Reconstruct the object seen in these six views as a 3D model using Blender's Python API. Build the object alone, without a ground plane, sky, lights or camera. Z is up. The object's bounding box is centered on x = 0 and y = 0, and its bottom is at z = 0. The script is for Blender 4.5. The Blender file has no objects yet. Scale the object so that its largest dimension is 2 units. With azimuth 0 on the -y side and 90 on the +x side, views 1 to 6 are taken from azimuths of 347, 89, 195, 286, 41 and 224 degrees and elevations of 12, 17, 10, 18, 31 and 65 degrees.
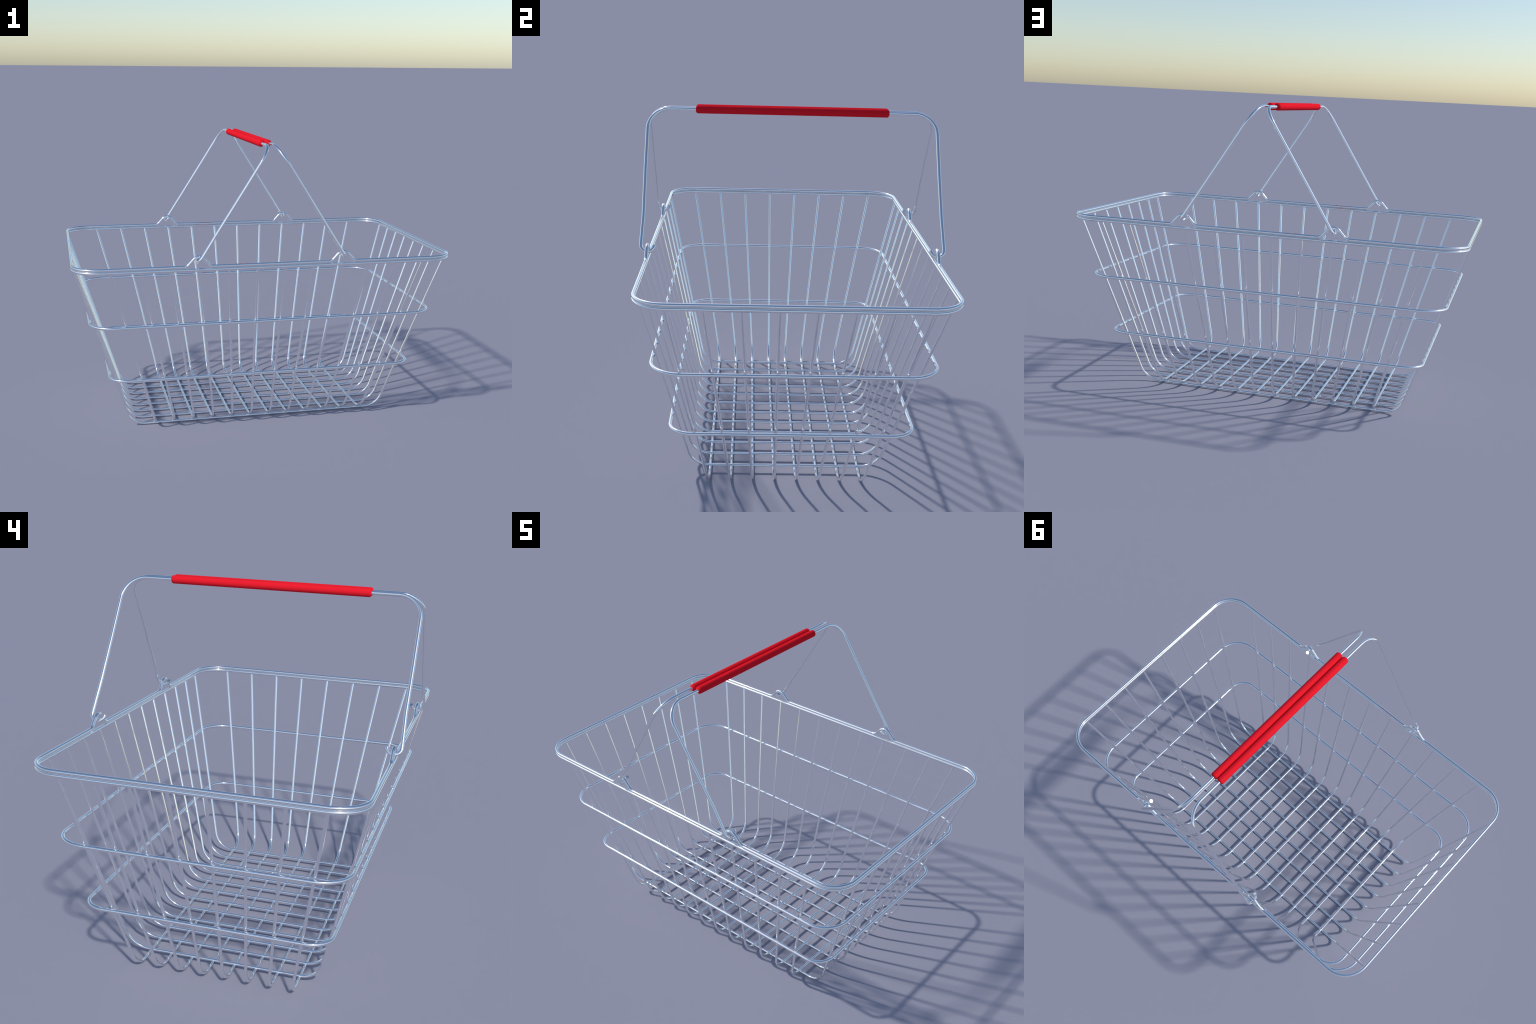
"""Chrome wire shopping basket with two folding bail handles and red grips."""
import bpy, math
from mathutils import Vector

# ------------------------------------------------------------------ sizes (m)
THICK = 0.0081          # radius of rim, hoops and handle wire
THIN = 0.0063           # radius of the basket wires
CY = -0.0010            # the basket sits a hair off the box centre in y

RIM = dict(half_x=0.9916, half_y=0.6278, corner=0.127, z=0.9225)
RIM_PITCH = 0.0158      # the second rim wire lies right under the first
HOOPS = [dict(half_x=0.9122, half_y=0.5718, corner=0.127, z=0.6088),
         dict(half_x=0.8160, half_y=0.5025, corner=0.092, z=0.3062)]

LUG_X = 0.3742          # where the rim humps up to hold the handles
LUG_RISE = 0.0493

WALL_TOP_Z = RIM["z"] - RIM_PITCH

# ------------------------------------------------------------------ materials


def chrome_material():
    m = bpy.data.materials.new("polished_chrome")
    m.use_nodes = True
    nt = m.node_tree
    b = nt.nodes["Principled BSDF"]
    tc = nt.nodes.new("ShaderNodeTexCoord")
    n = nt.nodes.new("ShaderNodeTexNoise")
    n.inputs["Scale"].default_value = 35.0
    n.inputs["Detail"].default_value = 3.0
    r = nt.nodes.new("ShaderNodeMapRange")
    r.inputs["To Min"].default_value = 0.06
    r.inputs["To Max"].default_value = 0.08
    nt.links.new(tc.outputs["Object"], n.inputs["Vector"])
    nt.links.new(n.outputs["Fac"], r.inputs["Value"])
    nt.links.new(r.outputs["Result"], b.inputs["Roughness"])
    b.inputs["Base Color"].default_value = (0.985, 0.985, 0.985, 1)
    b.inputs["Metallic"].default_value = 1.0
    return m


def grip_material():
    m = bpy.data.materials.new("red_vinyl")
    m.use_nodes = True
    nt = m.node_tree
    b = nt.nodes["Principled BSDF"]
    tc = nt.nodes.new("ShaderNodeTexCoord")
    n = nt.nodes.new("ShaderNodeTexNoise")
    n.inputs["Scale"].default_value = 18.0
    ramp = nt.nodes.new("ShaderNodeValToRGB")
    ramp.color_ramp.elements[0].color = (0.760, 0.0150, 0.0265, 1)
    ramp.color_ramp.elements[1].color = (0.775, 0.0158, 0.0280, 1)
    nt.links.new(tc.outputs["Object"], n.inputs["Vector"])
    nt.links.new(n.outputs["Fac"], ramp.inputs["Fac"])
    nt.links.new(ramp.outputs["Color"], b.inputs["Base Color"])
    b.inputs["Roughness"].default_value = 1.0
    b.inputs["Specular IOR Level"].default_value = 0.0
    return m


CHROME = chrome_material()
RED = grip_material()

# ------------------------------------------------------------------ wire tools


def fillet(points, radii, closed=False, step=0.06):
    """Round the corners of a polyline; radii[i] belongs to points[i]."""
    pts = [Vector(p) for p in points]
    n = len(pts)
    out = []
    for i, p in enumerate(pts):
        r = radii[i]
        if (not closed and i in (0, n - 1)) or r <= 0:
            out.append(p)
            continue
        a = (pts[i - 1] - p).normalized()
        b = (pts[(i + 1) % n] - p).normalized()
        inner = math.acos(max(-1, min(1, a.dot(b))))
        turn = math.pi - inner
        if turn < 1e-4:
            out.append(p)
            continue
        t = r * math.tan(turn / 2)
        centre = p + (a + b).normalized() * (r / math.cos(turn / 2))
        v0, v1 = p + a * t - centre, p + b * t - centre
        k = max(4, int(math.ceil(turn / step)))
        out.append(p + a * (t + 0.004))      # keeps the shading straight up to the bend
        for j in range(k + 1):
            w = turn * j / k
            out.append(centre + (v0 * math.sin(turn - w) + v1 * math.sin(w)) / math.sin(turn))
        out.append(p + b * (t + 0.004))
    return out


def tube_mesh(name, path, radius, closed=False, sides=20, material=None):
    """Sweep a circle along a path with a twist-free frame; flat capped ends."""
    path = [p for i, p in enumerate(path) if i == 0 or (p - path[i - 1]).length > 1e-5]
    if closed and (path[0] - path[-1]).length < 1e-5:
        path.pop()
    n = len(path)
    tang = []
    for i in range(n):
        a = path[i - 1] if (closed or i > 0) else path[i]
        b = path[(i + 1) % n] if (closed or i < n - 1) else path[i]
        tang.append(((path[i] - a).normalized() + (b - path[i]).normalized()).normalized())
    ref = Vector((0, 0, 1)) if abs(tang[0].z) < 0.8 else Vector((1, 0, 0))
    u = (ref - tang[0] * ref.dot(tang[0])).normalized()
    verts, faces = [], []
    for i in range(n):
        if i:
            u = (tang[i - 1].rotation_difference(tang[i]) @ u)
            u = (u - tang[i] * u.dot(tang[i])).normalized()
        v = tang[i].cross(u)
        # keep the wire round through corners
        for k in range(sides):
            w = 2 * math.pi * k / sides
            verts.append(path[i] + (u * math.cos(w) + v * math.sin(w)) * radius)
    rows = n if closed else n - 1
    for i in range(rows):
        j = (i + 1) % n
        off = 0
        if closed and j == 0:          # untwist the seam
            off = min(range(sides), key=lambda s: (verts[s] - verts[i * sides]).length)
        for k in range(sides):
            k2 = (k + 1) % sides
            faces.append((i * sides + k, i * sides + k2,
                          j * sides + (k2 + off) % sides, j * sides + (k + off) % sides))
    smooth = len(faces)
    if not closed:                     # caps with their own rim vertices: crisp ends
        for base, flip in ((0, True), ((n - 1) * sides, False)):
            s = len(verts)
            verts += [verts[base + k].copy() for k in range(sides)]
            loop = list(range(s, s + sides))
            faces.append(tuple(reversed(loop)) if flip else tuple(loop))
    me = bpy.data.meshes.new(name)
    me.from_pydata(verts, [], faces)
    me.update()
    for i, p in enumerate(me.polygons):
        p.use_smooth = i < smooth
    me.materials.append(material or CHROME)
    return me


def add(name, mesh, parent):
    o = bpy.data.objects.new(name, mesh)
    bpy.context.scene.collection.objects.link(o)
    o.parent = parent
    return o


# ------------------------------------------------------------------ the basket
basket = bpy.data.objects.new("shopping_basket", None)
bpy.context.scene.collection.objects.link(basket)
basket["label"] = "chrome wire shopping basket with twin red handle grips"
basket["category"] = "shopping basket"


def loop_points(half_x, half_y, z, corner, lugs=False):
    """Rounded rectangle as polyline corners; lugs hump the long sides up."""
    pts, rad = [], []

    def hump(y, direction):
        for cx in (-LUG_X * direction, LUG_X * direction):
            for dx, dz, r in ((-0.062, 0, 0.036), (-0.0165, LUG_RISE, 0.036),
                              (0.0165, LUG_RISE, 0.036), (0.062, 0, 0.036)):
                pts.append((cx + dx * direction, y, z + dz))
                rad.append(r)

    pts.append((-half_x, CY - half_y, z)); rad.append(corner)
    if lugs:
        hump(CY - half_y, 1)
    pts.append((half_x, CY - half_y, z)); rad.append(corner)
    pts.append((half_x, CY + half_y, z)); rad.append(corner)
    if lugs:
        hump(CY + half_y, -1)
    pts.append((-half_x, CY + half_y, z)); rad.append(corner)
    return fillet(pts, rad, closed=True)


add("rim_wire", tube_mesh("rim_wire", loop_points(RIM["half_x"], RIM["half_y"], RIM["z"],
    RIM["corner"], lugs=True), THICK, closed=True), basket)
add("rim_wire", tube_mesh("rim_wire", loop_points(RIM["half_x"], RIM["half_y"], WALL_TOP_Z,
    RIM["corner"]), THICK, closed=True), basket)
for h in HOOPS:
    add("hoop_wire", tube_mesh("hoop_wire", loop_points(h["half_x"], h["half_y"], h["z"],
        h["corner"]), THICK, closed=True), basket)

# U-shaped basket wires: straight across the floor, bent up, fanning out to the rim
N_LONG, N_CROSS = 8, 12
FLOOR_LONG_Z = THIN
FLOOR_X = -0.0066
FLOOR_Y = -0.0170         # the floor panel is welded slightly off centre
FLOOR_CROSS_Z = 0.0245


def spread(i, n, half, centre):
    return centre + half * (2 * i / (n - 1) - 1)


for i in range(N_LONG):
    yf = spread(i, N_LONG, 0.3262, FLOOR_Y)
    yt = spread(i, N_LONG, 0.5010, -0.0018)
    c, t = 0.6955, RIM["half_x"] + 0.0015
    path = fillet([(-t, yt, WALL_TOP_Z), (FLOOR_X - c, yf, FLOOR_LONG_Z), (FLOOR_X + c, yf, FLOOR_LONG_Z),
                   (t, yt, WALL_TOP_Z)], [0, 0.105, 0.105, 0])
    add("lengthwise_wire", tube_mesh("lengthwise_wire", path, THIN), basket)

for i in range(N_CROSS):
    xf = spread(i, N_CROSS, 0.5697, FLOOR_X)
    xt = spread(i, N_CROSS, 0.8125, 0.0000)
    c, t = 0.4055, RIM["half_y"] - 0.001
    path = fillet([(xt, CY - t, WALL_TOP_Z), (xf, FLOOR_Y - c, FLOOR_CROSS_Z),
                   (xf, FLOOR_Y + c, FLOOR_CROSS_Z), (xt, CY + t, WALL_TOP_Z)],
                  [0, 0.10, 0.10, 0])
    add("crosswise_wire", tube_mesh("crosswise_wire", path, THIN), basket)

# ------------------------------------------------------------------ handles
GRIP_X, GRIP_Z, GRIP_HALF, GRIP_R = 0.0186, 1.5125, 0.4382, 0.0182
PIVOT = Vector((0.3805, 0, 0.9443))          # lowest point of the hooks
BAIL_HALF, HOOK_Y, HOOK_R = 0.6525, 0.6288, 0.0283
top = Vector((GRIP_X, 0, GRIP_Z))
arm = (PIVOT - top).normalized()
arm_len = (PIVOT - top).length


def bail_path(sx):
    """Flat wire frame in the leaning plane: hook, arm, bar, arm, hook."""
    def at(s, y):
        p = top + arm * s
        lean = 2 * CY if abs(y) < BAIL_HALF + 1e-6 and s < 0.5 else 0.0
        return Vector((p.x * sx, y + lean, p.z))
    s_hook = arm_len - HOOK_R
    side = []
    for k in range(0, 25):                  # hook: half a turn from tip to arm
        w = math.pi * k / 24
        side.append((s_hook + HOOK_R * math.sin(w), HOOK_Y - HOOK_R * math.cos(w)))
    side += [(s_hook - 0.012, HOOK_Y + HOOK_R), (s_hook - 0.06, HOOK_Y + HOOK_R - 0.0016),
             (s_hook - 0.14, BAIL_HALF), (0.30, BAIL_HALF)]
    left = [at(s, -y) for s, y in side]
    right = [at(s, y) for s, y in reversed(side)]
    corner = fillet([left[-1], at(0, -BAIL_HALF), at(0, BAIL_HALF), right[0]],
                    [0, 0.10, 0.10, 0])
    return left + corner[1:-1] + right


def grip_mesh(sx):
    """Rounded tube: turned profile around the bar."""
    r_end, seg, sides = 0.0110, 6, 32
    prof = [(GRIP_HALF, THICK * 0.9)]
    for k in range(seg + 1):
        w = 0.5 * math.pi * k / seg
        prof.append((GRIP_HALF - r_end * 0.95 + r_end * 0.95 * math.cos(w), GRIP_R - r_end + r_end * math.sin(w)))
    prof = [(y - 0.0034, r) for y, r in prof] + [(-y - 0.0034, r) for y, r in reversed(prof)]
    verts, faces = [], []
    for y, r in prof:
        for k in range(sides):
            w = 2 * math.pi * k / sides
            verts.append((GRIP_X * sx + r * math.cos(w), y, GRIP_Z + r * math.sin(w)))
    for i in range(len(prof) - 1):
        for k in range(sides):
            k2 = (k + 1) % sides
            faces.append((i * sides + k, i * sides + k2, (i + 1) * sides + k2, (i + 1) * sides + k))
    me = bpy.data.meshes.new("grip")
    me.from_pydata(verts, [], faces)
    me.update()
    for p in me.polygons:
        p.use_smooth = True
    me.materials.append(RED)
    return me


for sx in (-1, 1):
    bail = add("handle_bail", tube_mesh("handle_bail", bail_path(sx), THICK), basket)
    add("grip", grip_mesh(sx), bail)
